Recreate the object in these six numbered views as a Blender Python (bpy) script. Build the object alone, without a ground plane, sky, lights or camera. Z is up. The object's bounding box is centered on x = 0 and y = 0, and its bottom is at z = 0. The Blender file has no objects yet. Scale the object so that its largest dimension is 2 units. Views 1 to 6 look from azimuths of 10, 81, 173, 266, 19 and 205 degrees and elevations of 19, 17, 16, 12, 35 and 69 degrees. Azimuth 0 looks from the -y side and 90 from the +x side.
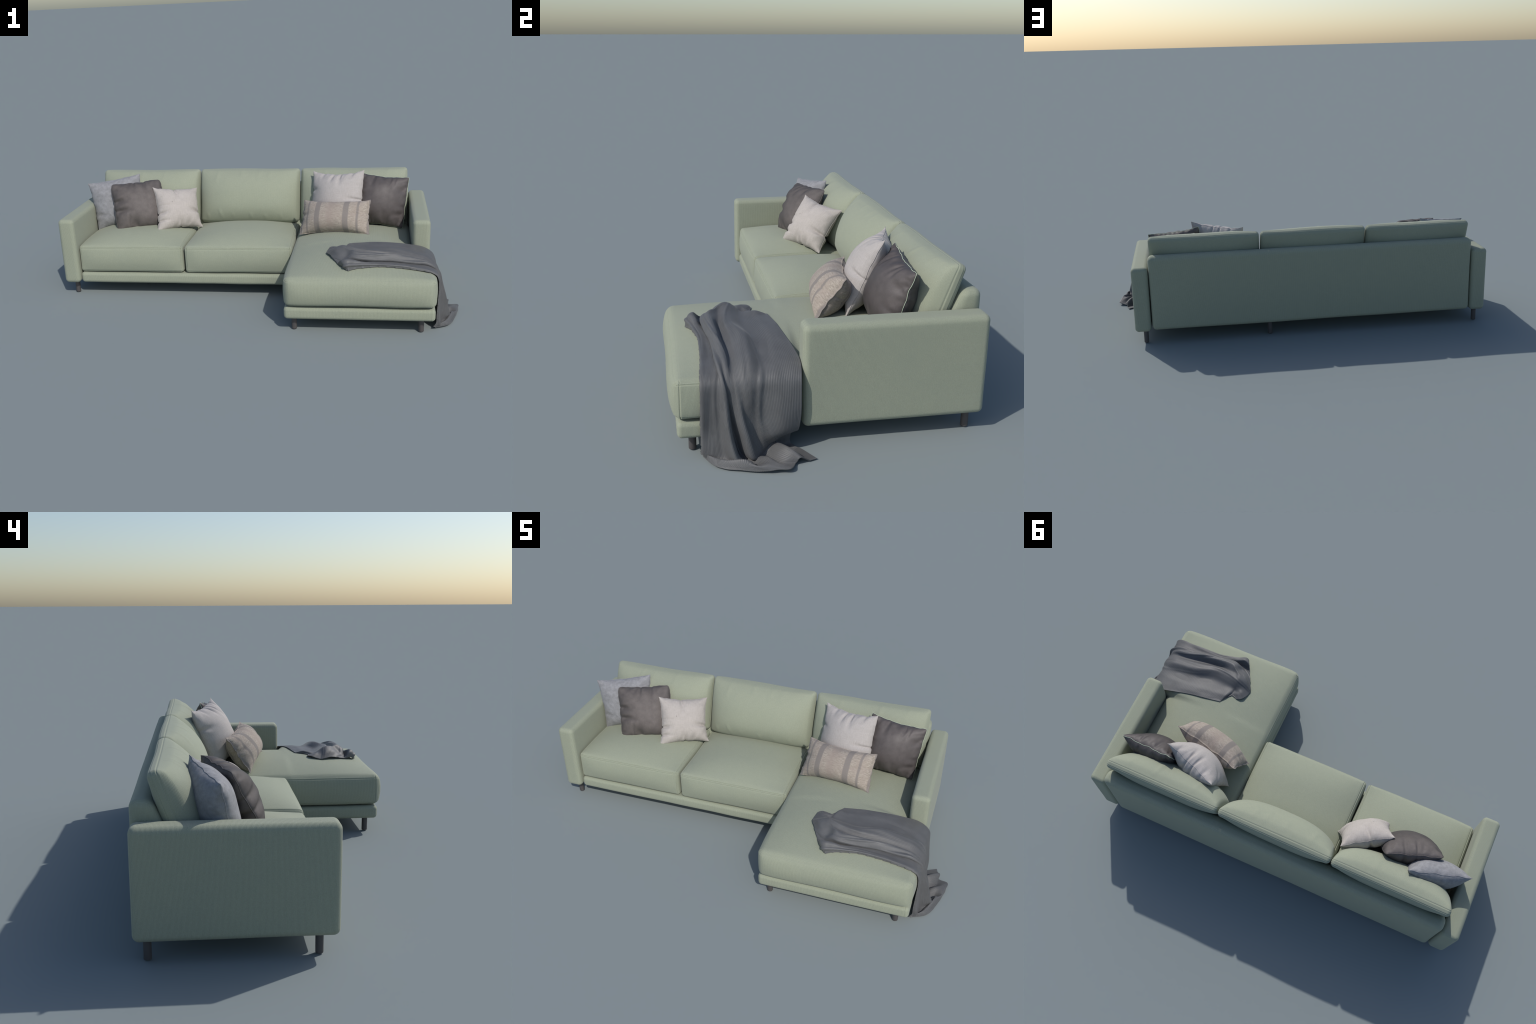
import bpy, math, random
import numpy as np
from mathutils import Vector, Matrix

random.seed(7)
RNG = np.random.default_rng(11)

# ------------------------------------------------------------------ helpers

def link(obj):
    bpy.context.scene.collection.objects.link(obj)
    return obj


def mesh_from(name, verts, faces, mat=None, smooth=True):
    me = bpy.data.meshes.new(name)
    me.from_pydata([tuple(v) for v in verts], [], [tuple(int(i) for i in f) for f in faces])
    me.update()
    if smooth:
        me.polygons.foreach_set("use_smooth", [True] * len(me.polygons))
    if mat:
        me.materials.append(mat)
    return me


def add_object(name, mesh, parent=None, matrix=None):
    ob = link(bpy.data.objects.new(name, mesh))
    if matrix is not None:
        ob.matrix_world = matrix
    if parent is not None:
        ob.parent = parent
        ob.matrix_parent_inverse = parent.matrix_world.inverted()
    return ob


def smoothstep(a, b, x):
    t = np.clip((x - a) / (b - a), 0, 1)
    return t * t * (3 - 2 * t)


class SoftNoise:
    """Smooth pseudo random field: a sum of sines with random directions."""

    def __init__(self, seed, n=10, scale=20.0):
        r = np.random.default_rng(seed)
        d = r.normal(size=(n, 3))
        d /= np.linalg.norm(d, axis=1)[:, None]
        self.k = d * scale * r.uniform(0.5, 1.5, n)[:, None]
        self.p = r.uniform(0, 6.28, n)
        self.n = n

    def __call__(self, P):
        return np.sin(P @ self.k.T + self.p).sum(1) / math.sqrt(self.n / 2)


# ------------------------------------------------------------------ materials

def new_mat(name):
    m = bpy.data.materials.new(name)
    m.use_nodes = True
    nt = m.node_tree
    for n in list(nt.nodes):
        nt.nodes.remove(n)
    out = nt.nodes.new("ShaderNodeOutputMaterial")
    bsdf = nt.nodes.new("ShaderNodeBsdfPrincipled")
    nt.links.new(bsdf.outputs[0], out.inputs[0])
    return m, nt, bsdf


def node(nt, kind, **props):
    n = nt.nodes.new(kind)
    for k, v in props.items():
        if k.startswith("in_"):
            n.inputs[k[3:]].default_value = v
        else:
            setattr(n, k, v)
    return n


def math_node(nt, op, a, b=None, clamp=False):
    n = nt.nodes.new("ShaderNodeMath")
    n.operation = op
    n.use_clamp = clamp
    for i, x in enumerate((a, b)):
        if x is None:
            continue
        if isinstance(x, (int, float)):
            n.inputs[i].default_value = x
        else:
            nt.links.new(x, n.inputs[i])
    return n.outputs[0]


def mix_rgb(nt, fac, a, b, mode="MIX"):
    n = nt.nodes.new("ShaderNodeMix")
    n.data_type = "RGBA"
    n.blend_type = mode
    for sock, x in ((n.inputs[0], fac), (n.inputs[6], a), (n.inputs[7], b)):
        if isinstance(x, (int, float)):
            sock.default_value = x
        elif isinstance(x, tuple):
            sock.default_value = (*x, 1.0)
        else:
            nt.links.new(x, sock)
    return n.outputs[2]


def noise_tex(nt, vec, scale, detail=2.0, rough=0.5, stretch=None):
    if stretch:
        mp = nt.nodes.new("ShaderNodeMapping")
        mp.inputs["Scale"].default_value = stretch
        nt.links.new(vec, mp.inputs[0])
        vec = mp.outputs[0]
    n = node(nt, "ShaderNodeTexNoise", in_Scale=scale, in_Detail=detail, in_Roughness=rough)
    nt.links.new(vec, n.inputs["Vector"])
    return n.outputs["Fac"]


def ramp01(nt, val, lo, hi):
    n = nt.nodes.new("ShaderNodeMapRange")
    n.inputs[1].default_value = lo
    n.inputs[2].default_value = hi
    nt.links.new(val, n.inputs[0])
    return n.outputs[0]


def bump(nt, height, strength, distance, bsdf):
    b = node(nt, "ShaderNodeBump", in_Strength=strength, in_Distance=distance)
    nt.links.new(height, b.inputs["Height"])
    nt.links.new(b.outputs[0], bsdf.inputs["Normal"])


def sofa_fabric(name, rib, rib_colour=0.10, tint=1.0, wrap_axis=0):
    """Sage green upholstery: fine ribs running with the fabric, weave grain."""
    m, nt, bsdf = new_mat(name)
    tc = nt.nodes.new("ShaderNodeTexCoord")
    geo = nt.nodes.new("ShaderNodeNewGeometry")
    sp = nt.nodes.new("ShaderNodeSeparateXYZ")
    nt.links.new(tc.outputs["Object"], sp.inputs[0])
    sn = nt.nodes.new("ShaderNodeSeparateXYZ")
    nt.links.new(geo.outputs["Normal"], sn.inputs[0])
    side = math_node(nt, "GREATER_THAN", math_node(nt, "ABSOLUTE", sn.outputs[wrap_axis]), 0.72)
    coord = math_node(nt, "ADD",
                      math_node(nt, "MULTIPLY", sp.outputs[wrap_axis], math_node(nt, "SUBTRACT", 1.0, side)),
                      math_node(nt, "MULTIPLY", sp.outputs[1 - wrap_axis], side))
    wave = math_node(nt, "SINE", math_node(nt, "MULTIPLY", coord, 2 * math.pi / 0.0034))
    wave = math_node(nt, "MULTIPLY", math_node(nt, "ADD", wave, 1.0), 0.5)
    grain = noise_tex(nt, tc.outputs["Object"], 420, 3, 0.6)
    mott = noise_tex(nt, tc.outputs["Object"], 38, 4, 0.65)
    big = noise_tex(nt, tc.outputs["Object"], 5, 3, 0.5)
    base = (0.304 * tint, 0.327 * tint, 0.248 * tint)
    dark = tuple(c * (1 - rib_colour) for c in base)
    lite = tuple(c * (1 + rib_colour) for c in base)
    col = mix_rgb(nt, math_node(nt, "MULTIPLY", wave, rib), dark, lite) if rib else mix_rgb(nt, 0.5, dark, lite)
    if rib and rib < 1:
        col = mix_rgb(nt, rib, base, mix_rgb(nt, wave, dark, lite))
    elif rib:
        col = mix_rgb(nt, wave, dark, lite)
    col = mix_rgb(nt, ramp01(nt, grain, 0.35, 0.65), mix_rgb(nt, 1.0, col, (0.93, 0.93, 0.92), "MULTIPLY"),
                  mix_rgb(nt, 1.0, col, (1.06, 1.06, 1.06), "MULTIPLY"))
    col = mix_rgb(nt, ramp01(nt, mott, 0.3, 0.7), mix_rgb(nt, 1.0, col, (0.965, 0.975, 0.98), "MULTIPLY"), col)
    col = mix_rgb(nt, ramp01(nt, big, 0.3, 0.7), mix_rgb(nt, 1.0, col, (0.98, 0.985, 1.0), "MULTIPLY"), col)
    nt.links.new(col, bsdf.inputs["Base Color"])
    bsdf.inputs["Roughness"].default_value = 0.85
    bsdf.inputs["Specular IOR Level"].default_value = 0.25
    bsdf.inputs["Sheen Weight"].default_value = 0.12
    bsdf.inputs["Sheen Roughness"].default_value = 0.5
    h = math_node(nt, "ADD", math_node(nt, "MULTIPLY", wave, 0.7 * rib), math_node(nt, "MULTIPLY", grain, 0.5))
    bump(nt, h, 0.35, 0.0015, bsdf)
    return m


def woven_fabric(name, colour, grain_amt=0.08, mottle=0.08, mottle_scale=18, sheen=0.15, rough=0.85,
                 spec=0.2, specks=False, slub=False, sheen_tint=(1, 1, 1), painted_edge_shade=0.0):
    m, nt, bsdf = new_mat(name)
    tc = nt.nodes.new("ShaderNodeTexCoord")
    v = tc.outputs["Object"]
    grain = noise_tex(nt, v, 500, 2, 0.6)
    mo = noise_tex(nt, v, mottle_scale, 5, 0.6)
    k = lambda f: tuple(c * f for c in colour)
    col = mix_rgb(nt, ramp01(nt, grain, 0.3, 0.7), k(1 - grain_amt), k(1 + grain_amt))
    col = mix_rgb(nt, ramp01(nt, mo, 0.3, 0.7), mix_rgb(nt, 1.0, col, (1 - mottle,) * 3, "MULTIPLY"),
                  mix_rgb(nt, 1.0, col, (1 + mottle,) * 3, "MULTIPLY"))
    h = grain
    if slub:
        warp = noise_tex(nt, v, 60, 2, 0.5, (10.0, 0.8, 1.0))
        weft = noise_tex(nt, v, 60, 2, 0.5, (0.8, 10.0, 1.0))
        th = math_node(nt, "ADD", math_node(nt, "MULTIPLY", warp, 0.6), math_node(nt, "MULTIPLY", weft, 0.4))
        col = mix_rgb(nt, ramp01(nt, th, 0.36, 0.64), mix_rgb(nt, 1.0, col, (0.90, 0.895, 0.88), "MULTIPLY"),
                      mix_rgb(nt, 1.0, col, (1.05, 1.05, 1.05), "MULTIPLY"))
        h = math_node(nt, "ADD", grain, math_node(nt, "MULTIPLY", th, 1.5))
    if specks:
        sp = noise_tex(nt, v, 160, 1, 0.4, (1.0, 0.5, 1.0))
        col = mix_rgb(nt, ramp01(nt, sp, 0.75, 0.82), col, k(0.55))
    if painted_edge_shade:      # edge shading tinted into the colour, darker toward grazing angles
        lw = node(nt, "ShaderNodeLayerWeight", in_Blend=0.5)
        dark = math_node(nt, "MULTIPLY", math_node(nt, "POWER", lw.outputs["Facing"], 1.3), painted_edge_shade)
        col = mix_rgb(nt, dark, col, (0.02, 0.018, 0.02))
    nt.links.new(col, bsdf.inputs["Base Color"])
    bsdf.inputs["Roughness"].default_value = rough
    bsdf.inputs["Specular IOR Level"].default_value = spec
    bsdf.inputs["Sheen Weight"].default_value = sheen
    bsdf.inputs["Sheen Roughness"].default_value = 0.4
    bsdf.inputs["Sheen Tint"].default_value = (*sheen_tint, 1)
    bump(nt, h, 0.3, 0.001, bsdf)
    return m


def striped_fabric(name, half_width):
    """Beige melange with grey-brown woven bands across the pillow's length."""
    m, nt, bsdf = new_mat(name)
    tc = nt.nodes.new("ShaderNodeTexCoord")
    v = tc.outputs["Object"]
    sp = nt.nodes.new("ShaderNodeSeparateXYZ")
    nt.links.new(v, sp.inputs[0])
    u = math_node(nt, "DIVIDE", sp.outputs[0], half_width)
    streak = noise_tex(nt, v, 75, 4, 0.65, (1.0, 3.6, 1.0))
    cloud = noise_tex(nt, v, 30, 3, 0.6)
    grain = noise_tex(nt, v, 450, 2, 0.6)
    body = mix_rgb(nt, ramp01(nt, streak, 0.36, 0.64), (0.265, 0.230, 0.195), (0.430, 0.380, 0.325))
    body = mix_rgb(nt, ramp01(nt, cloud, 0.35, 0.75), body, (0.325, 0.275, 0.237))

    def band(centre, half):
        d = math_node(nt, "ABSOLUTE", math_node(nt, "SUBTRACT", u, centre))
        return ramp01(nt, d, half + 0.012, half - 0.012)

    mask = None
    for c, hw in ((-0.755, 0.030), (-0.44, 0.078), (0.385, 0.078), (0.70, 0.030), (-0.98, 0.04), (0.99, 0.04)):  # last two bands: darker strips at the pillow's two ends
        b = band(c, hw)
        mask = b if mask is None else math_node(nt, "MAXIMUM", mask, b)
    pink = math_node(nt, "MULTIPLY", ramp01(nt, math_node(nt, "ABSOLUTE", math_node(nt, "ADD", u, 0.05)), 0.16, 0.02), 0.45)
    body = mix_rgb(nt, pink, body, (0.29, 0.238, 0.21))
    band_col = mix_rgb(nt, ramp01(nt, grain, 0.3, 0.7), (0.213, 0.190, 0.174), (0.248, 0.222, 0.204))
    col = mix_rgb(nt, mask, body, band_col)
    nt.links.new(col, bsdf.inputs["Base Color"])
    bsdf.inputs["Roughness"].default_value = 0.9
    bsdf.inputs["Specular IOR Level"].default_value = 0.15
    bsdf.inputs["Sheen Weight"].default_value = 0.1
    h = math_node(nt, "ADD", streak, math_node(nt, "MULTIPLY", grain, 0.5))
    bump(nt, h, 0.35, 0.0012, bsdf)
    return m


MAT_RIBBED = sofa_fabric("sage_ribbed_upholstery", 0.8, 0.12)
MAT_ARM = sofa_fabric("sage_ribbed_upholstery_arm", 0.8, 0.12, 1.0, 1)
MAT_PLAIN = sofa_fabric("sage_woven_upholstery", 0.3, 0.10, 1.0)
MAT_LEG = woven_fabric("dark_leg_metal", (0.085, 0.078, 0.078), 0.02, 0.05, 12, 0.0, 0.5, 0.4)
MAT_BLUE = woven_fabric("blue_grey_velvet", (0.262, 0.263, 0.275), 0.10, 0.16, 55, 0.1, 0.8, 0.2)
MAT_DARK = woven_fabric("charcoal_velvet", (0.132, 0.116, 0.110), 0.10, 0.15, 32, 0.05, 0.7, 0.3, painted_edge_shade=0.8)
MAT_DARK2 = woven_fabric("charcoal_satin", (0.102, 0.089, 0.087), 0.10, 0.14, 32, 0.04, 0.55, 0.35, painted_edge_shade=0.75)
MAT_WHITE = woven_fabric("off_white_linen", (0.45, 0.414, 0.388), 0.04, 0.03, 20, 0.1, 0.9, 0.15, True, True)
MAT_PALE = woven_fabric("pale_grey_linen", (0.43, 0.402, 0.388), 0.04, 0.03, 20, 0.1, 0.9, 0.15, True, True)
MAT_PIPING = woven_fabric("pale_green_cord", (0.48, 0.55, 0.42), 0.05, 0.05)
MAT_BLANKET = woven_fabric("slate_grey_knit", (0.110, 0.112, 0.115), 0.06, 0.10, 20, 0.15, 0.52, 0.40, painted_edge_shade=0.3)
MAT_STRIPE = striped_fabric("striped_melange_linen", 0.178)

# ------------------------------------------------------------------ upholstered boxes

def axis_lines(h, r, step, extra=()):
    """Grid positions along one axis of a box of half size h: dense in the
    rounded margins, plus extra lines (and close neighbours) at the seams."""
    xs = list(np.linspace(-(h - r), h - r, max(2, int(math.ceil(2 * (h - r) / step)) + 1)))
    for k in range(1, 6):
        a = math.pi / 4 * k / 5
        xs += [(h - r) + r * math.tan(a), -(h - r) - r * math.tan(a)]
    for e in extra:
        xs += [e + d for d in (-0.004, -0.0026, -0.0013, 0, 0.0013, 0.0026, 0.004)]
    xs = sorted(x for x in xs if -h - 1e-9 <= x <= h + 1e-9)
    keep = [xs[0]]
    for x in xs[1:]:
        if x - keep[-1] > 0.0006:
            keep.append(x)
    keep[-1] = h
    return np.array(keep)


def swell(q, p):
    """Swelling profile across a face: 1 in the middle, 0 at the edge."""
    p, e = p if isinstance(p, tuple) else (p, 1.0)
    return np.maximum(1 - np.abs(q) ** p, 0) ** e


def soft_box(half, r, step=0.02, bulge=None, power=(3, 3, 3), seams=(), creases=(), warp=None,
             noise=0.0, noise_scale=25.0, seed=1):
    """Rounded box with swollen faces.
    bulge  : dict face ('+x','-z',..) -> outward swelling in metres
    seams  : (axis, position, depth[, test]) sewn line around the box on that plane
    creases: (axis, sign, (u0,v0),(u1,v1), width, height) soft folds on one face
    warp   : function on the Nx3 points, applied last."""
    half = np.array(half, float)
    extra = {0: [], 1: [], 2: []}
    for s in seams:
        extra[s[0]].append(s[1])
    L = [axis_lines(half[i], r, step, extra[i]) for i in range(3)]
    index, verts, faces = {}, [], []

    def vid(i, j, k):
        key = (i, j, k)
        if key not in index:
            index[key] = len(verts)
            verts.append((L[0][i], L[1][j], L[2][k]))
        return index[key]

    n = [len(a) - 1 for a in L]
    for ax in range(3):
        b, c = (ax + 1) % 3, (ax + 2) % 3
        for end in (0, n[ax]):
            for i in range(n[b]):
                for j in range(n[c]):
                    q = []
                    for di, dj in ((0, 0), (1, 0), (1, 1), (0, 1)):
                        t = [0, 0, 0]
                        t[ax], t[b], t[c] = end, i + di, j + dj
                        q.append(vid(*t))
                    faces.append(q if end else q[::-1])
    P0 = np.array(verts)
    core = np.clip(P0, -(half - r), half - r)
    d = P0 - core
    N = d / np.linalg.norm(d, axis=1)[:, None]
    P = core + N * r
    Q = np.clip(P / half, -1, 1)
    bulge = bulge or {}
    D = np.zeros_like(P)
    for ax in range(3):
        b, c = (ax + 1) % 3, (ax + 2) % 3
        f = swell(Q[:, b], power[b]) * swell(Q[:, c], power[c])
        for sign, key in ((1, "+" + "xyz"[ax]), (-1, "-" + "xyz"[ax])):
            amount = bulge.get(key, 0)
            g = f
            if isinstance(amount, tuple):      # own profile: (amount, along b, along c)
                amount, pb, pc = amount
                g = swell(Q[:, b], pb) * swell(Q[:, c], pc)
            D[:, ax] += sign * amount * np.maximum(sign * Q[:, ax], 0) * g
    off = np.zeros(len(P))
    for s in seams:
        ax, pos, depth = s[:3]
        near = (P0[:, ax] - pos) / 0.0016
        # leave out the two faces the plane is parallel to
        on = np.abs(N[:, ax]) < 0.95
        w = np.exp(-near ** 2) * on
        if len(s) > 3:
            w = w * s[3](P0, N)
        off -= depth * w
        off += 0.35 * depth * np.exp(-((np.abs(P0[:, ax] - pos) - 0.004) / 0.0025) ** 2) * on * (w.max() > 0) * (s[3](P0, N) if len(s) > 3 else 1)
    for ax, sign, a, bb, width, height in creases:
        b, c = [i for i in range(3) if i != ax]
        A, B = np.array(a), np.array(bb)
        p = P0[:, [b, c]]
        t = np.clip(((p - A) @ (B - A)) / ((B - A) @ (B - A)), 0, 1)
        dist = np.linalg.norm(p - (A + t[:, None] * (B - A)), axis=1)
        fade = np.sin(np.pi * np.clip(t * 0.9 + 0.08, 0, 1))
        face = smoothstep(0.5, 0.9, N[:, ax] * sign)
        x = dist / width
        sd = np.sign((p - A)[:, 0] * (B - A)[1] - (p - A)[:, 1] * (B - A)[0])
        off += height * fade * face * (np.exp(-x ** 2) + 0.6 * sd * x * np.exp(-x ** 2))
    if noise:
        off += noise * SoftNoise(seed, 14, noise_scale)(P)
    P = P + D + N * off[:, None]
    if warp:
        P = warp(P)
    return P, faces


def part(name, parent, P, faces, mat, matrix=None, origin=None):
    if matrix is None:
        c = np.array(origin if origin is not None else (P.min(0) + P.max(0)) / 2)
        me = mesh_from(name, P - c, faces, mat)
        return add_object(name, me, parent, Matrix.Translation(Vector(c)))
    me = mesh_from(name, P, faces, mat)
    return add_object(name, me, parent, matrix)


def box_between(lo, hi):
    lo, hi = np.array(lo, float), np.array(hi, float)
    return (hi - lo) / 2, (hi + lo) / 2


# ------------------------------------------------------------------ the sofa

sofa = link(bpy.data.objects.new("chaise_sofa", None))
sofa["label"] = "sage green L-shaped fabric sofa with right chaise"
sofa["category"] = "sofa"

X_LEFT, X_RIGHT = -0.998, 0.866            # outer faces of the arms
ARM = 0.084
INNER_L, INNER_R = X_LEFT + ARM, X_RIGHT - ARM
Y_BACK, Y_ARM = 0.5075, -0.098
GAP1, GAP2 = -0.3525, 0.2045             # between the three seats

# arms
for x0, seed in ((X_LEFT, 3), (INNER_R, 4)):
    h, c = box_between((x0, Y_ARM, 0.067), (x0 + ARM, Y_BACK - 0.003, 0.4095))
    P, F = soft_box(h, 0.021, 0.02, {"+z": 0.001, "-y": 0.001, "-x": 0.0, "+x": 0.0}, noise=0.0004, noise_scale=18, seed=seed)
    part("armrest", sofa, P + c, F, MAT_ARM)

# back frame: upright rear face, front face leaning back
h, c = box_between((INNER_L + 0.0012, 0.442, 0.070), (INNER_R - 0.0012, Y_BACK, 0.467))


def lean(P):
    P = P + c
    t = (P[:, 1] - 0.442) / (Y_BACK - 0.442)
    P[:, 1] -= np.minimum((0.467 - P[:, 2]) * 0.47, 0.11) * np.clip(1.15 - 1.3 * t, 0, 1)
    return P


P, F = soft_box(h, 0.026, 0.018, {"+y": 0.0}, warp=lean, noise=0.0004, noise_scale=14, seed=5)
part("back_frame", sofa, P, F, MAT_RIBBED)

# seat bases
h, c = box_between((INNER_L + 0.003, -0.083, 0.065), (GAP2 + 0.01, 0.44, 0.121))
P, F = soft_box(h, 0.017, 0.02, {"-y": 0.001}, noise=0.0004, seed=6)
part("seat_base", sofa, P + c, F, MAT_RIBBED)

CH_IN, CH_OUT = 0.2035, 0.871


def narrow(P, wide_limit, narrow_limit, y0=-0.104, y1=-0.122, left=CH_IN):
    """The chaise is wider in front of the arm than beside it."""
    w = smoothstep(y0, y1, P[:, 1])
    lim = narrow_limit + (wide_limit - narrow_limit) * w
    P[:, 0] = left + (P[:, 0] - left) * (lim - left) / (wide_limit - left)
    return P


h, c = box_between((CH_IN, -0.4905, 0.063), (CH_OUT, 0.42, 0.121))
P, F = soft_box(h, 0.017, 0.0165, {"-y": 0.001}, seams=((0, h[0] - 0.019, 0.0006),), noise=0.0004, seed=7,
                warp=lambda P: narrow(P + c, CH_OUT, INNER_R - 0.004))
part("chaise_base", sofa, P, F, MAT_RIBBED)

# seat cushions
SEAT_Z0, SEAT_Z1 = 0.124, 0.2635


def front_top_seam(P0, N):
    return (N[:, 1] < -0.3) * 1.0


for x0, x1, seed in ((INNER_L + 0.004, GAP1 - 0.0045, 8), (GAP1 + 0.0045, GAP2 - 0.004, 9)):
    h, c = box_between((x0, -0.0745, SEAT_Z0), (x1, 0.36, SEAT_Z1))
    seams = [(2, h[2] - 0.006, 0.0022, front_top_seam), (2, h[2] - 0.0125, 0.0014, front_top_seam),
             (0, h[0] - 0.010, 0.0020, front_top_seam), (0, -h[0] + 0.010, 0.0020, front_top_seam),
             (2, -h[2] + 0.010, 0.0016, lambda P0, N: (N[:, 1] < -0.3) * 1.0),
             (0, h[0] - 0.012, 0.0024, lambda P0, N: (N[:, 2] > 0.3) * 1.0),
             (0, -h[0] + 0.012, 0.0024, lambda P0, N: (N[:, 2] > 0.3) * 1.0)]
    creases = [(1, -1, (0.02 * (seed - 8), 0.045), (0.01 + 0.02 * (seed - 8), -0.02), 0.006, 0.0006),
               (1, -1, (-0.07, 0.03), (-0.075, -0.03), 0.008, 0.0005)]
    P, F = soft_box(h, 0.016, 0.011, {"+z": 0.047, "-y": (0.0155, 2.0, 7.0), "+x": (0.002, 3.0, 2.0), "-x": (0.002, 3.0, 2.0)}, ((2.5, 0.9), 2.8, 2.0), seams, creases,
                    noise=0.0008, noise_scale=22, seed=seed)
    part("seat_cushion", sofa, P + c, F, MAT_PLAIN)

# chaise cushion
CHC_LO, CHC_HI = (CH_IN + 0.004, -0.4945, 0.126), (0.871, 0.36, 0.262)
CH_H, CH_C = box_between(CHC_LO, CHC_HI)
CH_R = 0.025
CH_BULGE, CH_POW = 0.050, (2.5, 2.8, 2.0)


def chaise_warp(P):
    return narrow(P + CH_C, CHC_HI[0], INNER_R - 0.003, -0.090, -0.118, CHC_LO[0])


def chaise_top(x, y, wide=False):
    """Height of the chaise cushion's top surface."""
    w = np.ones_like(y) if wide else smoothstep(-0.090, -0.118, y)
    lim = (INNER_R - 0.003) + (CHC_HI[0] - INNER_R + 0.003) * w
    xb = CHC_LO[0] + (x - CHC_LO[0]) * (CHC_HI[0] - CHC_LO[0]) / (lim - CHC_LO[0])
    u = np.clip(np.abs(xb - CH_C[0]) / CH_H[0], 0, 1)
    v = np.clip(np.abs(y - CH_C[1]) / CH_H[1], 0, 1)
    ex = np.maximum(np.abs(xb - CH_C[0]) - (CH_H[0] - CH_R), 0)
    drop = CH_R - np.sqrt(np.maximum(CH_R ** 2 - np.minimum(ex, CH_R) ** 2, 0))
    return CHC_HI[2] + CH_BULGE * (1 - u ** CH_POW[0]) * (1 - v ** CH_POW[1]) - drop


seams = [(2, -CH_H[2] + 0.011, 0.0022, lambda P0, N: ((N[:, 1] < -0.3) | (np.abs(N[:, 0]) > 0.5)) * 1.0),
         (2, CH_H[2] - 0.012, 0.0018, lambda P0, N: (np.abs(N[:, 0]) > 0.4) * 1.0),
         (1, -CH_H[1] + 0.016, 0.0020, lambda P0, N: (np.abs(N[:, 0]) > 0.55) * 1.0),
         (2, CH_H[2] - 0.004, 0.0007, front_top_seam)]
P, F = soft_box(CH_H, CH_R, 0.012, {"+z": CH_BULGE, "-y": (0.0185, 2.0, 14.0), "+x": (0.0125, 10.0, 2.0), "-x": (0.012, 10.0, 2.0)}, CH_POW, seams,
                [(1, -1, (0.06, 0.05), (0.05, -0.03), 0.01, 0.0006)],
                noise=0.0008, noise_scale=18, seed=12, warp=chaise_warp)
part("chaise_cushion", sofa, P, F, MAT_RIBBED)

# back cushions: local x across, y thickness (front is -y), z up the slope
UP = Vector((0, 0.335, 0.942)).normalized()
FRONT = Vector((0, -UP.z, UP.y))
for x0, x1, seed in ((INNER_L + 0.006, GAP1 - 0.002, 21), (GAP1 + 0.003, GAP2 - 0.0045, 22), (GAP2 + 0.003, 0.772, 23)):
    hx = (x1 - x0) / 2
    h = (hx, 0.021, 0.150)
    rr = np.random.default_rng(seed)
    creases = []
    for i in range(6):
        bx = (-0.8 + 0.29 * i + rr.uniform(-0.06, 0.06)) * hx
        ln = rr.uniform(0.03, 0.07)
        creases.append((1, -1, (bx, -0.125), (bx - rr.uniform(-0.004, 0.022), -0.125 + ln), 0.0055, rr.uniform(0.002, 0.0042)))
    for i in range(4):
        bx = rr.uniform(-0.75, 0.75) * hx
        ln = rr.uniform(0.04, 0.08)
        creases.append((1, -1, (bx, 0.143), (bx - rr.uniform(0.0, 0.02), 0.143 - ln), 0.007, rr.uniform(0.002, 0.004)))
    seams = [(1, -0.0095, 0.0013), (1, 0.0100, 0.0008)]
    P, F = soft_box(h, 0.0175, 0.009, {"-y": 0.090, "+y": (0.032, (2.0, 1.3), (3.0, 0.9)), "+z": 0.0, "-z": 0.004, "+x": 0.001, "-x": 0.001}, ((3.1, 0.60), 3, (2.3, 0.8)),
                    seams, creases, noise=0.0012, noise_scale=20, seed=seed)
    # belly sits low on the front; corners sag a little
    low = np.clip(-P[:, 1] / 0.1, 0, 1)
    P[:, 2] -= 0.016 * low * (1 - (P[:, 2] / 0.155) ** 2)
    corner = np.clip(-P[:, 2] / 0.15, 0, 1) ** 3 * np.clip(np.abs(P[:, 0]) / hx, 0, 1) ** 6
    P[:, 2] += 0.014 * corner
    P[:, 0] *= 1 - 0.012 * corner
    top_mid = Vector(((x0 + x1) / 2, 0.4345, 0.5475))
    centre = top_mid - UP * 0.149
    M = Matrix(((1, 0, 0, centre.x), (0, -FRONT.y, UP.y, centre.y), (0, -FRONT.z, UP.z, centre.z), (0, 0, 0, 1)))
    part("back_cushion", sofa, P, F, MAT_PLAIN if seed != 23 else MAT_PLAIN, M)

# legs: short round posts
def leg_mesh():
    prof = [(0.0, 0.0), (0.010, 0.0), (0.0117, 0.0008), (0.0123, 0.0025), (0.0123, 0.068), (0.0123, 0.085), (0.0, 0.085)]
    n = 32
    V, Fc = [], []
    for r_, z in prof:
        for k in range(n):
            a = 2 * math.pi * k / n
            V.append((r_ * math.cos(a), r_ * math.sin(a), z))
    for i in range(len(prof) - 1):
        for k in range(n):
            Fc.append((i * n + k, i * n + (k + 1) % n, (i + 1) * n + (k + 1) % n, (i + 1) * n + k))
    me = mesh_from("leg", V, Fc, MAT_LEG)
    return me


LEG = leg_mesh()
for x, y in ((-0.953, -0.041), (-0.953, 0.464), (0.1664, 0.457), (0.813, 0.463), (0.2455, -0.4415), (0.8125, -0.4415)):
    add_object("leg", LEG, sofa, Matrix.Translation((x, y, 0)))

# ------------------------------------------------------------------ throw pillows

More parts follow.
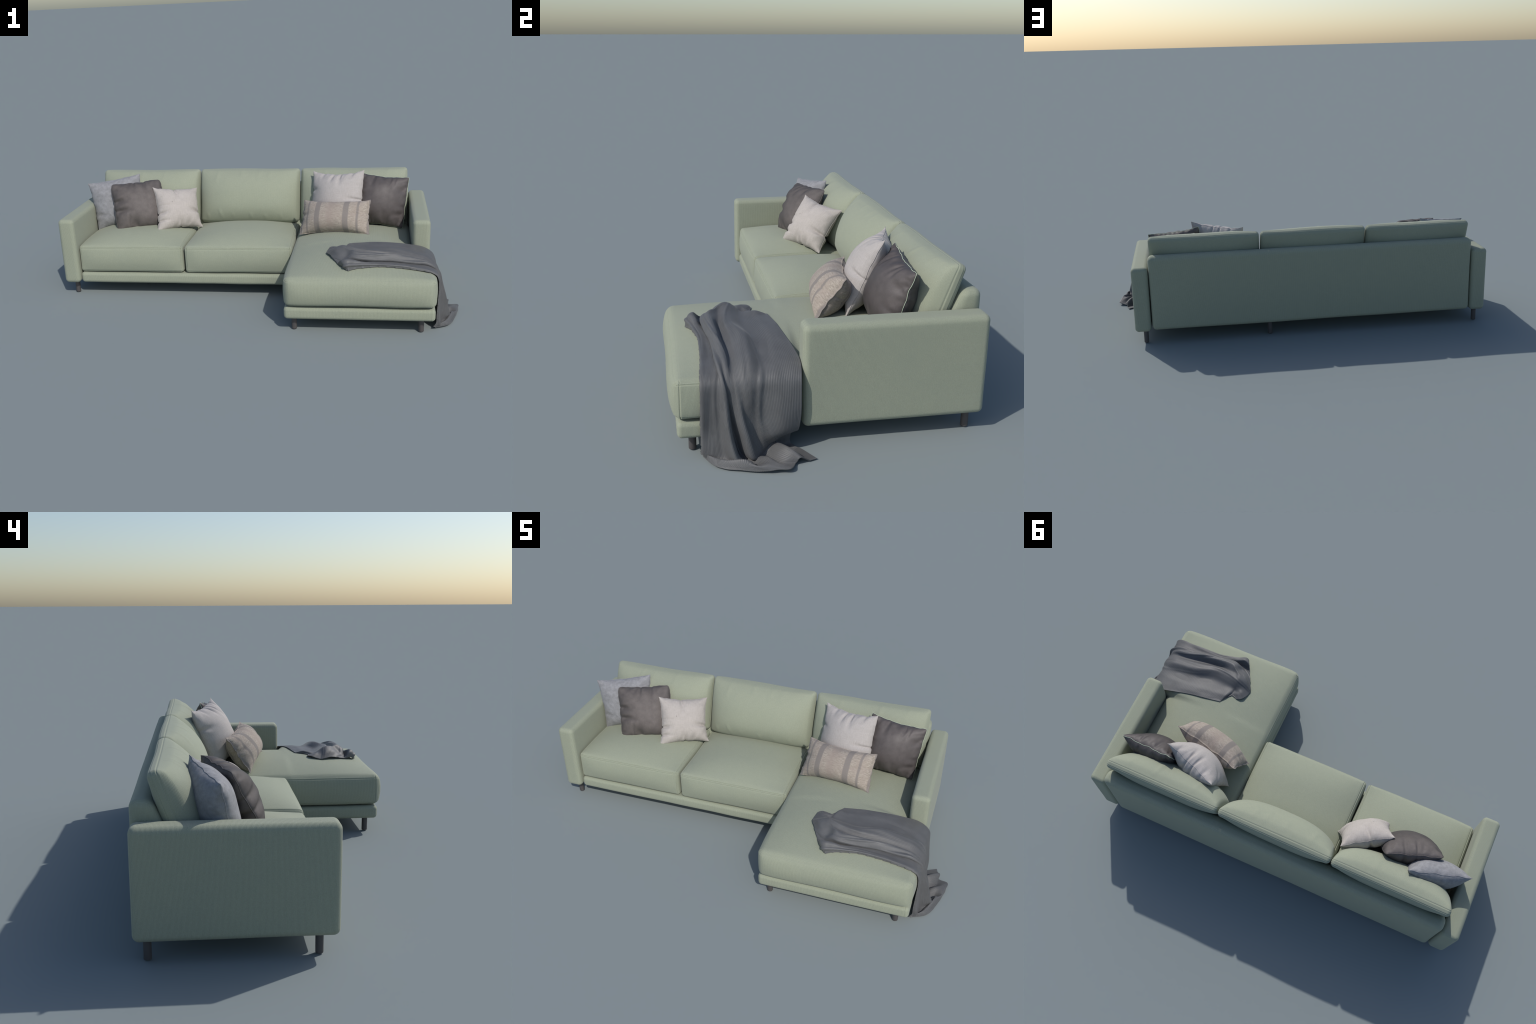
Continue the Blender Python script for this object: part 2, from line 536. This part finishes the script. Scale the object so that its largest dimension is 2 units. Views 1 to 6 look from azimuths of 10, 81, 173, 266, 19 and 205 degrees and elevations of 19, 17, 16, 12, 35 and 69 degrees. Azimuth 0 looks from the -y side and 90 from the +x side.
def tube(points, radius, sides=8, closed=True):
    pts = np.array(points)
    n = len(pts)
    tang = np.roll(pts, -1, 0) - np.roll(pts, 1, 0)
    tang /= np.linalg.norm(tang, axis=1)[:, None]
    up = np.array([0, 0, 1.0])
    V, Fc = [], []
    for i in range(n):
        s = np.cross(tang[i], up)
        s /= np.linalg.norm(s)
        w = np.cross(s, tang[i])
        for k in range(sides):
            a = 2 * math.pi * k / sides
            V.append(pts[i] + radius * (math.cos(a) * s + math.sin(a) * w))
    for i in range(n):
        j = (i + 1) % n
        for k in range(sides):
            l = (k + 1) % sides
            Fc.append((i * sides + k, i * sides + l, j * sides + l, j * sides + k))
    return V, Fc


def pillow(name, label, corners, thick, mat, seed, concave=0.05, power=2.1, belly=0.70, gathers=7, gather_amp=0.25,
           strong=(), flange=0.0, piping=None, piping_r=0.0016, seam_wave=0.002, n=96, round_corner=0.0, back_thick=None, sag=0.0):
    """Square cushion stitched from two panels.  corners: TL, TR, BL, BR seen from the front.
    strong: (edge 't','b','l','r', position -1..1, width, reach, amount) pulled-in pleats."""
    TL, TR, BL, BR = (np.array(c, float) for c in corners)
    C = (TL + TR + BL + BR) / 4
    ex = (TR - TL) + (BR - BL)
    ex /= np.linalg.norm(ex)
    ey = (TL - BL) + (TR - BR)
    ey -= ex * (ey @ ex)
    ey /= np.linalg.norm(ey)
    ez = np.cross(ex, ey)          # points out of the front
    R = np.stack([ex, ey, ez])
    tl, tr, bl, br = (R @ (p - C) for p in (TL, TR, BL, BR))
    r = np.random.default_rng(seed)
    g = np.sin(np.linspace(-1, 1, n + 1) * math.pi / 2) * 0.35 + np.linspace(-1, 1, n + 1) * 0.65
    U, V_ = np.meshgrid(g, g, indexing="ij")
    u, v = U.ravel(), V_.ravel()
    pleats = []
    for e in "tblr":
        for _ in range(gathers):
            pleats.append((e, r.uniform(-0.85, 0.85), r.uniform(0.025, 0.07), r.uniform(0.15, 0.45), gather_amp * r.uniform(0.2, 1.0), r.uniform(-0.25, 0.25)))
    strong = [(*s, r.uniform(-0.15, 0.15)) for s in strong]
    fl = 1 - flange
    us, vs = np.clip(u / fl, -1, 1), np.clip(v / fl, -1, 1)
    base = np.maximum((1 - np.abs(us) ** power) * (1 - np.abs(vs) ** power), 0) ** belly
    nz = SoftNoise(seed, 12, 3.2)
    nz2 = SoftNoise(seed + 50, 12, 3.2)

    def wrinkle(side):
        f = np.ones_like(u)
        for e, p, w, reach, amt, slant in pleats + strong:
            a, d = (u, 1 - v) if e == "t" else (u, 1 + v) if e == "b" else (v, 1 + u) if e == "l" else (v, 1 - u)
            q = (a - p - slant * d) / (w * (1 + 1.3 * d / reach))
            f -= amt * np.exp(-q ** 2) * np.exp(-(d / reach) ** 2) * (1 if side > 0 else 0.85)
        return f

    # outline: mid edges pulled in, seam slightly wavy
    cu, cv = concave if isinstance(concave, tuple) else (concave, concave)
    pull_u = cu * (1 - np.abs(v) ** 2.2)
    pull_v = cv * (1 - np.abs(u) ** 2.2)
    ph = r.uniform(0, 6.28, 8)
    wav_u = seam_wave * (np.sin(9 * v + ph[0]) + 0.6 * np.sin(21 * v + ph[1]) + 0.4 * np.sin(37 * v + ph[2]))
    wav_v = seam_wave * (np.sin(9 * u + ph[3]) + 0.6 * np.sin(21 * u + ph[4]) + 0.4 * np.sin(37 * u + ph[5]))
    for e, p, w, reach, amt, slant in strong:
        if e in "tb":
            on = (v > 0) if e == "t" else (v < 0)
            pull_v = pull_v + 0.10 * amt * np.exp(-((u - p) / (w * 1.2)) ** 2) * on
        else:
            on = (u > 0) if e == "r" else (u < 0)
            pull_u = pull_u + 0.10 * amt * np.exp(-((v - p) / (w * 1.2)) ** 2) * on
    u2 = u * (1 - pull_u * np.abs(u) ** 2.5) + wav_u * 3 * u * np.abs(u) ** 6
    v2 = v * (1 - pull_v * np.abs(v) ** 2.5) + wav_v * 3 * v * np.abs(v) ** 6
    if round_corner:
        cr = np.maximum(np.abs(u) ** 8 * np.abs(v) ** 8, 0) * round_corner
        u2, v2 = u2 * (1 - cr), v2 * (1 - cr)
    a, b = (u2 + 1) / 2, (v2 + 1) / 2
    mid = ((1 - a) * (1 - b))[:, None] * bl + (a * (1 - b))[:, None] * br + ((1 - a) * b)[:, None] * tl + (a * b)[:, None] * tr
    # seam ripples out of plane
    edge = np.maximum(np.abs(u), np.abs(v)) ** 5
    mid[:, 2] += seam_wave * 0.9 * edge * (np.sin(8 * u + 5 * v + ph[6]) + 0.6 * np.sin(17 * u - 14 * v + ph[7]))
    uv3 = np.stack([u, v, np.zeros_like(u)], 1)
    bt = back_thick if back_thick is not None else thick
    hf = thick / 2 * base * wrinkle(1) * (1 + 0.05 * nz(uv3))
    hb = bt / 2 * base * wrinkle(-1) * (1 + 0.05 * nz2(uv3))
    if sag:
        shift = sag * (1 - v ** 2)
        hf = hf * (1 - sag * v)
        hb = hb * (1 - sag * v)
    if flange:
        lip = 0.0012 * (np.maximum(np.abs(u), np.abs(v)) < 0.999)
        hf, hb = hf + lip, hb + lip
    Pf = mid.copy()
    Pf[:, 2] += hf
    Pb = mid.copy()
    Pb[:, 2] -= hb
    m = n + 1
    ids = np.arange(m * m).reshape(m, m)
    border = (np.abs(u) > 0.9999) | (np.abs(v) > 0.9999)
    back_id = np.where(border, np.arange(m * m), -1)
    inner = np.where(~border)[0]
    back_id[inner] = m * m + np.arange(len(inner))
    verts = np.vstack([Pf, Pb[inner]])
    faces = []
    for i in range(n):
        for j in range(n):
            q = [ids[i, j], ids[i + 1, j], ids[i + 1, j + 1], ids[i, j + 1]]
            faces.append(q)
            faces.append([back_id[k] for k in q[::-1]])
    M = Matrix(((ex[0], ey[0], ez[0], C[0]), (ex[1], ey[1], ez[1], C[1]), (ex[2], ey[2], ez[2], C[2]), (0, 0, 0, 1)))
    me = mesh_from(name, verts, faces, mat)
    ob = add_object(name, me, None, M)
    ob["label"] = label
    ob["category"] = "pillow"
    loop = list(ids[:-1, 0]) + list(ids[-1, :-1]) + list(ids[:0:-1, -1]) + list(ids[0, :0:-1])
    pts = Pf[loop]
    if piping:
        pts = pts.copy()
        pts[:, 2] -= 0.4 * piping_r
        V, Fc = tube(pts, piping_r)
        pm = mesh_from("piping", V, Fc, piping)
        add_object("piping", pm, ob, M)
    return ob


pillow("throw_pillow", "blue grey velvet square throw pillow",
       ((-0.945, 0.243, 0.5165), (-0.680, 0.334, 0.549), (-0.896, 0.196, 0.268), (-0.636, 0.276, 0.300)),
       0.140, MAT_BLUE, 31, concave=(0.05, 0.05), belly=0.58, power=2.3, gather_amp=0.16, piping=MAT_BLUE, piping_r=0.0011)
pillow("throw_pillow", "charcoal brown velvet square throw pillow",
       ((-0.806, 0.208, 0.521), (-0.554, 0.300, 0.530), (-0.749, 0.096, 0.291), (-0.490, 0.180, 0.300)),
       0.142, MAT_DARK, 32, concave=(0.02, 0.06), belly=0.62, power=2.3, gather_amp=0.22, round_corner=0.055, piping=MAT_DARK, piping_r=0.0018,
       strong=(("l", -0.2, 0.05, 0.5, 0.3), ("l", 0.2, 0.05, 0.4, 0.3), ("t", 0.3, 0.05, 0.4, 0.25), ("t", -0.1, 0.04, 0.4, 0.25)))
pillow("throw_pillow", "off white linen square throw pillow",
       ((-0.571, 0.207, 0.503), (-0.3605, 0.334, 0.469), (-0.526, 0.081, 0.294), (-0.315, 0.220, 0.281)),
       0.120, MAT_WHITE, 33, concave=(0.11, 0.11), gather_amp=0.14, power=2.6, belly=0.58, piping=MAT_WHITE, piping_r=0.0009,
       strong=(("r", -0.28, 0.05, 0.5, 0.5), ("l", -0.25, 0.04, 0.3, 0.5), ("t", -0.1, 0.05, 0.4, 0.35), ("b", 0.05, 0.05, 0.3, 0.4), ("l", -0.6, 0.04, 0.25, 0.4)))
pillow("throw_pillow", "pale grey linen square throw pillow with pleats",
       ((0.281, 0.338, 0.553), (0.548, 0.243, 0.578), (0.262, 0.230, 0.285), (0.545, 0.118, 0.302)),
       0.150, MAT_PALE, 34, concave=(0.06, 0.13), gather_amp=0.10, belly=0.6, piping=MAT_PALE, piping_r=0.0011,
       strong=(("t", -0.10, 0.03, 0.28, 0.40), ("t", 0.16, 0.028, 0.34, 0.36), ("t", -0.52, 0.05, 0.22, 0.22), ("t", 0.62, 0.04, 0.16, 0.25),
               ("r", -0.02, 0.03, 0.35, 0.36), ("l", 0.3, 0.05, 0.3, 0.25), ("b", -0.2, 0.04, 0.3, 0.3), ("b", 0.4, 0.04, 0.3, 0.3)))
pillow("throw_pillow", "charcoal square throw pillow with pale green piping",
       ((0.511, 0.298, 0.563), (0.779, 0.281, 0.533), (0.479, 0.215, 0.300), (0.748, 0.208, 0.273)),
       0.150, MAT_DARK2, 35, belly=0.6, power=2.3, concave=(0.03, 0.11), gather_amp=0.28, gathers=13, piping=MAT_PIPING, piping_r=0.0010, seam_wave=0.0022, round_corner=0.03)
pillow("lumbar_pillow", "beige lumbar pillow with taupe woven stripes",
       ((0.243, 0.187, 0.438), (0.584, 0.109, 0.458), (0.2215, 0.082, 0.279), (0.578, -0.002, 0.309)),
       0.130, MAT_STRIPE, 36, concave=(0.03, 0.17), gather_amp=0.14, power=2.8, belly=0.6, flange=0.035, seam_wave=0.0025,
       strong=(("r", 0.2, 0.08, 0.2, 0.3), ("l", 0.1, 0.08, 0.2, 0.3)))

# ------------------------------------------------------------------ throw blanket
# Lofted through cross sections that run from the front edge to the back edge.
# On the cushion a section is (x, y, height above the cushion); on the side of
# the chaise (x outward offset, y, z); on the floor plain (x, y, z).
SECTIONS = []


def on_seat(*pts):
    a = np.array(pts)
    a = a.copy()
    a[:, 2] = np.where(a[:, 2] > 0.005, a[:, 2] * 1.0, a[:, 2]) + chaise_top(a[:, 0], a[:, 1], True)
    SECTIONS.append(a)


def on_side(z, ys, hs, x0=0.8815):
    ys, hs = np.array(ys), np.array(hs)
    z = np.array(z) if np.ndim(z) else np.full(len(ys), z)
    SECTIONS.append(np.stack([x0 + hs, ys, z], 1))


def on_floor(*pts):
    SECTIONS.append(np.array(pts))


hem_inner = on_seat((.478, -.428, .003), (.462, -.418, .012), (.448, -.395, .007), (.436, -.37, .004), (.420, -.342, .007), (.405, -.312, .012),
                    (.389, -.285, .010), (.384, -.258, .006), (.400, -.215, .014), (.430, -.201, .005), (.457, -.213, .003))
bunch_low = on_seat((.486, -.436, .003), (.470, -.432, .028), (.458, -.408, .036), (.452, -.388, .005), (.448, -.364, .006), (.438, -.330, .034),
                    (.420, -.300, .036), (.412, -.268, .022), (.425, -.236, .020), (.450, -.215, .006), (.468, -.205, .003))
bunch = on_seat((.495, -.437, .003), (.490, -.434, .034), (.484, -.413, .044), (.480, -.394, .007), (.474, -.374, .012), (.484, -.345, .034),
                (.464, -.312, .050), (.452, -.275, .040), (.456, -.240, .008), (.470, -.205, .004), (.484, -.178, .003))
fold_line = on_seat((.520, -.424, .003), (.520, -.422, .026), (.515, -.405, .034), (.508, -.388, .008), (.503, -.380, .030), (.508, -.352, .050),
                    (.492, -.325, .038), (.478, -.284, .042), (.472, -.244, .012), (.486, -.190, .015), (.497, -.154, .004))
top4 = on_seat((.560, -.413, .003), (.558, -.412, .020), (.553, -.400, .022), (.545, -.380, .006), (.538, -.386, .032), (.536, -.362, .047),
               (.532, -.330, .026), (.530, -.298, .036), (.524, -.250, .008), (.518, -.190, .008), (.512, -.150, .003))
top3 = on_seat((.628, -.401, .003), (.626, -.399, .013), (.620, -.383, .011), (.610, -.364, .008), (.605, -.380, .024), (.603, -.359, .042),
               (.600, -.334, .012), (.598, -.296, .032), (.590, -.250, .004), (.582, -.180, .007), (.578, -.139, .003))
top2 = on_seat((.718, -.404, .003), (.716, -.400, .012), (.710, -.380, .006), (.702, -.352, .006), (.700, -.368, .019), (.699, -.350, .033),
               (.698, -.325, .005), (.690, -.268, .031), (.684, -.230, .004), (.672, -.170, .007), (.664, -.127, .003))
top1 = on_seat((.795, -.409, .003), (.795, -.404, .010), (.794, -.380, .006), (.792, -.350, .006), (.792, -.358, .017), (.792, -.338, .026),
               (.792, -.314, .005), (.790, -.266, .026), (.788, -.228, .004), (.785, -.170, .006), (.782, -.106, .004))
top0 = on_seat((.842, -.414, .003), (.842, -.409, .009), (.842, -.384, .006), (.842, -.356, .008), (.842, -.356, .018), (.842, -.337, .022),
               (.842, -.314, .006), (.842, -.266, .022), (.842, -.228, .005), (.842, -.170, .008), (.838, -.101, .006))
side1 = on_side(.252, (-.4155, -.411, -.386, -.362, -.352, -.336, -.312, -.271, -.235, -.170, -.1065),
                (.000, .004, .002, .004, .008, .004, .001, .008, .001, .004, .003), .8770)
side2 = on_side(.205, (-.416, -.411, -.386, -.364, -.346, -.334, -.307, -.269, -.233, -.170, -.107),
                (.001, .007, .004, .009, .018, .005, .009, .014, .002, .007, .004), .8835)
side3 = on_side(.130, (-.4175, -.412, -.386, -.360, -.339, -.326, -.298, -.262, -.225, -.165, -.107),
                (.001, .010, .006, .015, .042, .010, .030, .015, .013, .019, .005), .8810)
side4 = on_side(.072, (-.419, -.413, -.386, -.356, -.330, -.315, -.284, -.250, -.210, -.160, -.114),
                (.002, .014, .012, .020, .058, .016, .045, .020, .028, .016, .001), .8780)
side5 = on_side((.032, .028, .024, .020, .030, .022, .016, .026, .038, .050, .056),
                (-.420, -.412, -.386, -.350, -.317, -.300, -.267, -.235, -.197, -.158, -.128),
                (.002, .019, .022, .026, .070, .022, .056, .020, .008, -.010, -.030), .8780)
crease = on_floor((.868, -.420, .014), (.894, -.405, .010), (.907, -.381, .008), (.920, -.345, .008), (.950, -.300, .018), (.922, -.276, .006),
                  (.920, -.244, .014), (.895, -.224, .004), (.872, -.192, .034), (.858, -.162, .016), (.844, -.134, .016))
lip = on_floor((.872, -.417, .012), (.905, -.396, .024), (.922, -.376, .024), (.936, -.345, .022), (.958, -.290, .032), (.952, -.255, .007),
               (.945, -.222, .026), (.930, -.200, .003), (.912, -.168, .042), (.893, -.141, .010), (.860, -.120, .006))
spread = on_floor((.878, -.412, .005), (.916, -.393, .007), (.938, -.374, .007), (.951, -.335, .009), (.970, -.285, .018), (.982, -.245, .023),
                  (.972, -.202, .022), (.950, -.176, .003), (.936, -.146, .037), (.922, -.115, .006), (.876, -.104, .004))
hem_floor = on_floor((.892, -.402, .003), (.932, -.378, .003), (.954, -.345, .003), (.968, -.305, .004), (.984, -.250, .004), (.9965, -.195, .013),
                     (.9965, -.158, .013), (.955, -.136, .004), (.957, -.122, .022), (.945, -.090, .004), (.938, -.068, .003))


def catmull(pts, ts):
    """Catmull-Rom through pts (k, ...) sampled at ts in 0..k-1."""
    k = len(pts)
    i = np.clip(np.floor(ts).astype(int), 0, k - 2)
    f = (ts - i).reshape(-1, *([1] * (pts.ndim - 1)))
    ext = np.concatenate([[2 * pts[0] - pts[1]], pts, [2 * pts[-1] - pts[-2]]])
    p0, p1, p2, p3 = ext[i], ext[i + 1], ext[i + 2], ext[i + 3]
    return 0.5 * (2 * p1 + (p2 - p0) * f + (2 * p0 - 5 * p1 + 4 * p2 - p3) * f ** 2 + (3 * p1 - p0 - 3 * p2 + p3) * f ** 3)


def build_blanket():
    G = np.array(SECTIONS)                       # sections x 11 x 3
    NS, NT = 300, 520
    # place rows evenly along the cloth
    mid = G[:, [2, 5, 8]].mean(1)
    seg = np.linalg.norm(np.diff(mid, axis=0), axis=1) + 0.006
    cum = np.concatenate([[0], np.cumsum(seg)])
    ts = np.interp(np.linspace(0, cum[-1], NS), cum, np.arange(len(G)))
    A = catmull(G, ts)                           # NS x 11 x 3
    segt = np.linalg.norm(np.diff(G, axis=1), axis=2).mean(0) + 0.004
    cumt = np.concatenate([[0], np.cumsum(segt)])
    tt = np.interp(np.linspace(0, cumt[-1], NT), cumt, np.arange(G.shape[1]))
    S = catmull(A.transpose(1, 0, 2), tt).transpose(1, 0, 2)
    # relax corners of the loft a little
    for _ in range(3):
        S[1:-1] = 0.5 * S[1:-1] + 0.25 * (S[2:] + S[:-2])
        S[:, 1:-1] = 0.5 * S[:, 1:-1] + 0.25 * (S[:, 2:] + S[:, :-2])
    # the bend over the cushion edge is soft
    win = np.exp(-((np.linspace(0, 1, NS) - 0.555) / 0.06) ** 2)[1:-1, None, None] * 0.5
    for _ in range(40):
        S[1:-1] = S[1:-1] + win * (0.5 * (S[2:] + S[:-2]) - S[1:-1])
    dS = np.gradient(S, axis=0)
    dT = np.gradient(S, axis=1)
    Nn = np.cross(dT, dS)
    Nn /= np.linalg.norm(Nn, axis=2)[..., None] + 1e-9
    # make the normal face away from the sofa on average
    if Nn[:, :, 2].mean() < 0:
        Nn = -Nn
    sgrid = np.linspace(0, 1, NS)[:, None]
    tgrid = np.linspace(0, 1, NT)[None, :]
    q = np.stack(np.broadcast_arrays(sgrid * 1.6, tgrid * 2.2, 0 * sgrid * tgrid), 2).reshape(-1, 3)
    soft = SoftNoise(77, 16, 9.0)(q).reshape(NS, NT)
    fine = SoftNoise(78, 16, 26.0)(q).reshape(NS, NT)
    on_top = 1 - smoothstep(0.50, 0.60, sgrid)
    rib = np.sin(2 * np.pi * tgrid * 100) * (0.00034 - 0.00018 * on_top)
    # long narrow folds that run with the cloth, each over part of its length
    r = np.random.default_rng(5)
    folds = np.zeros((NS, NT))
    tn = tt[None, :] / 10
    for _ in range(17):
        t0, slope = r.uniform(0.05, 0.95), r.uniform(-0.16, 0.16)
        s0, ln = r.uniform(0.05, 0.85), r.uniform(0.10, 0.30)
        w, amp = r.uniform(0.012, 0.034), r.uniform(0.002, 0.0056)
        along = np.exp(-(((sgrid - s0) / ln) ** 2) * 1.5)
        q_ = (tn - t0 - slope * (sgrid - s0) - 0.02 * np.sin(9 * sgrid + t0 * 20)) / w
        folds += amp * along * (np.exp(-q_ ** 2) - 0.45 * np.exp(-((q_ - 1.6) / 1.3) ** 2))
    calm = 1 - 0.75 * on_top * smoothstep(0.62, 0.75, tn)
    folds = folds * calm
    S = S + Nn * (soft * 0.0012 + fine * 0.0005 + rib + folds)[..., None]
    # wavy side hems
    wav = 0.0009 * np.sin(2 * np.pi * sgrid * 23) + 0.0006 * np.sin(2 * np.pi * sgrid * 47 + 1) + 0.0004 * np.sin(2 * np.pi * sgrid * 71 + 2)
    edge = np.exp(-(tgrid / 0.02) ** 2)
    S[:, :, 1] += wav * edge
    # rest on the cushion and on the floor, never below
    x, y, z = S[..., 0], S[..., 1], S[..., 2]
    lift = 0.0035 + 0.006 * smoothstep(3.2, 3.9, tt) * (1 - smoothstep(4.6, 6.0, tt))
    top = chaise_top(x, y, True) + lift[None, :]
    inside = x < 0.868
    z = np.where(inside & (z > 0.2), np.maximum(z, top), z)
    z = np.maximum(z, 0.0022)
    S = np.stack([x, y, z], 2)
    ids = np.arange(NS * NT).reshape(NS, NT)
    F = np.stack([ids[:-1, :-1], ids[1:, :-1], ids[1:, 1:], ids[:-1, 1:]], 2).reshape(-1, 4)
    me = mesh_from("throw_blanket", S.reshape(-1, 3), F, MAT_BLANKET)
    ob = add_object("throw_blanket", me)
    md = ob.modifiers.new("thickness", "SOLIDIFY")
    md.thickness = 0.0028
    md.offset = 0.0
    ob["label"] = "slate grey ribbed knit throw blanket, draped and folded"
    ob["category"] = "blanket"
    return ob


build_blanket()
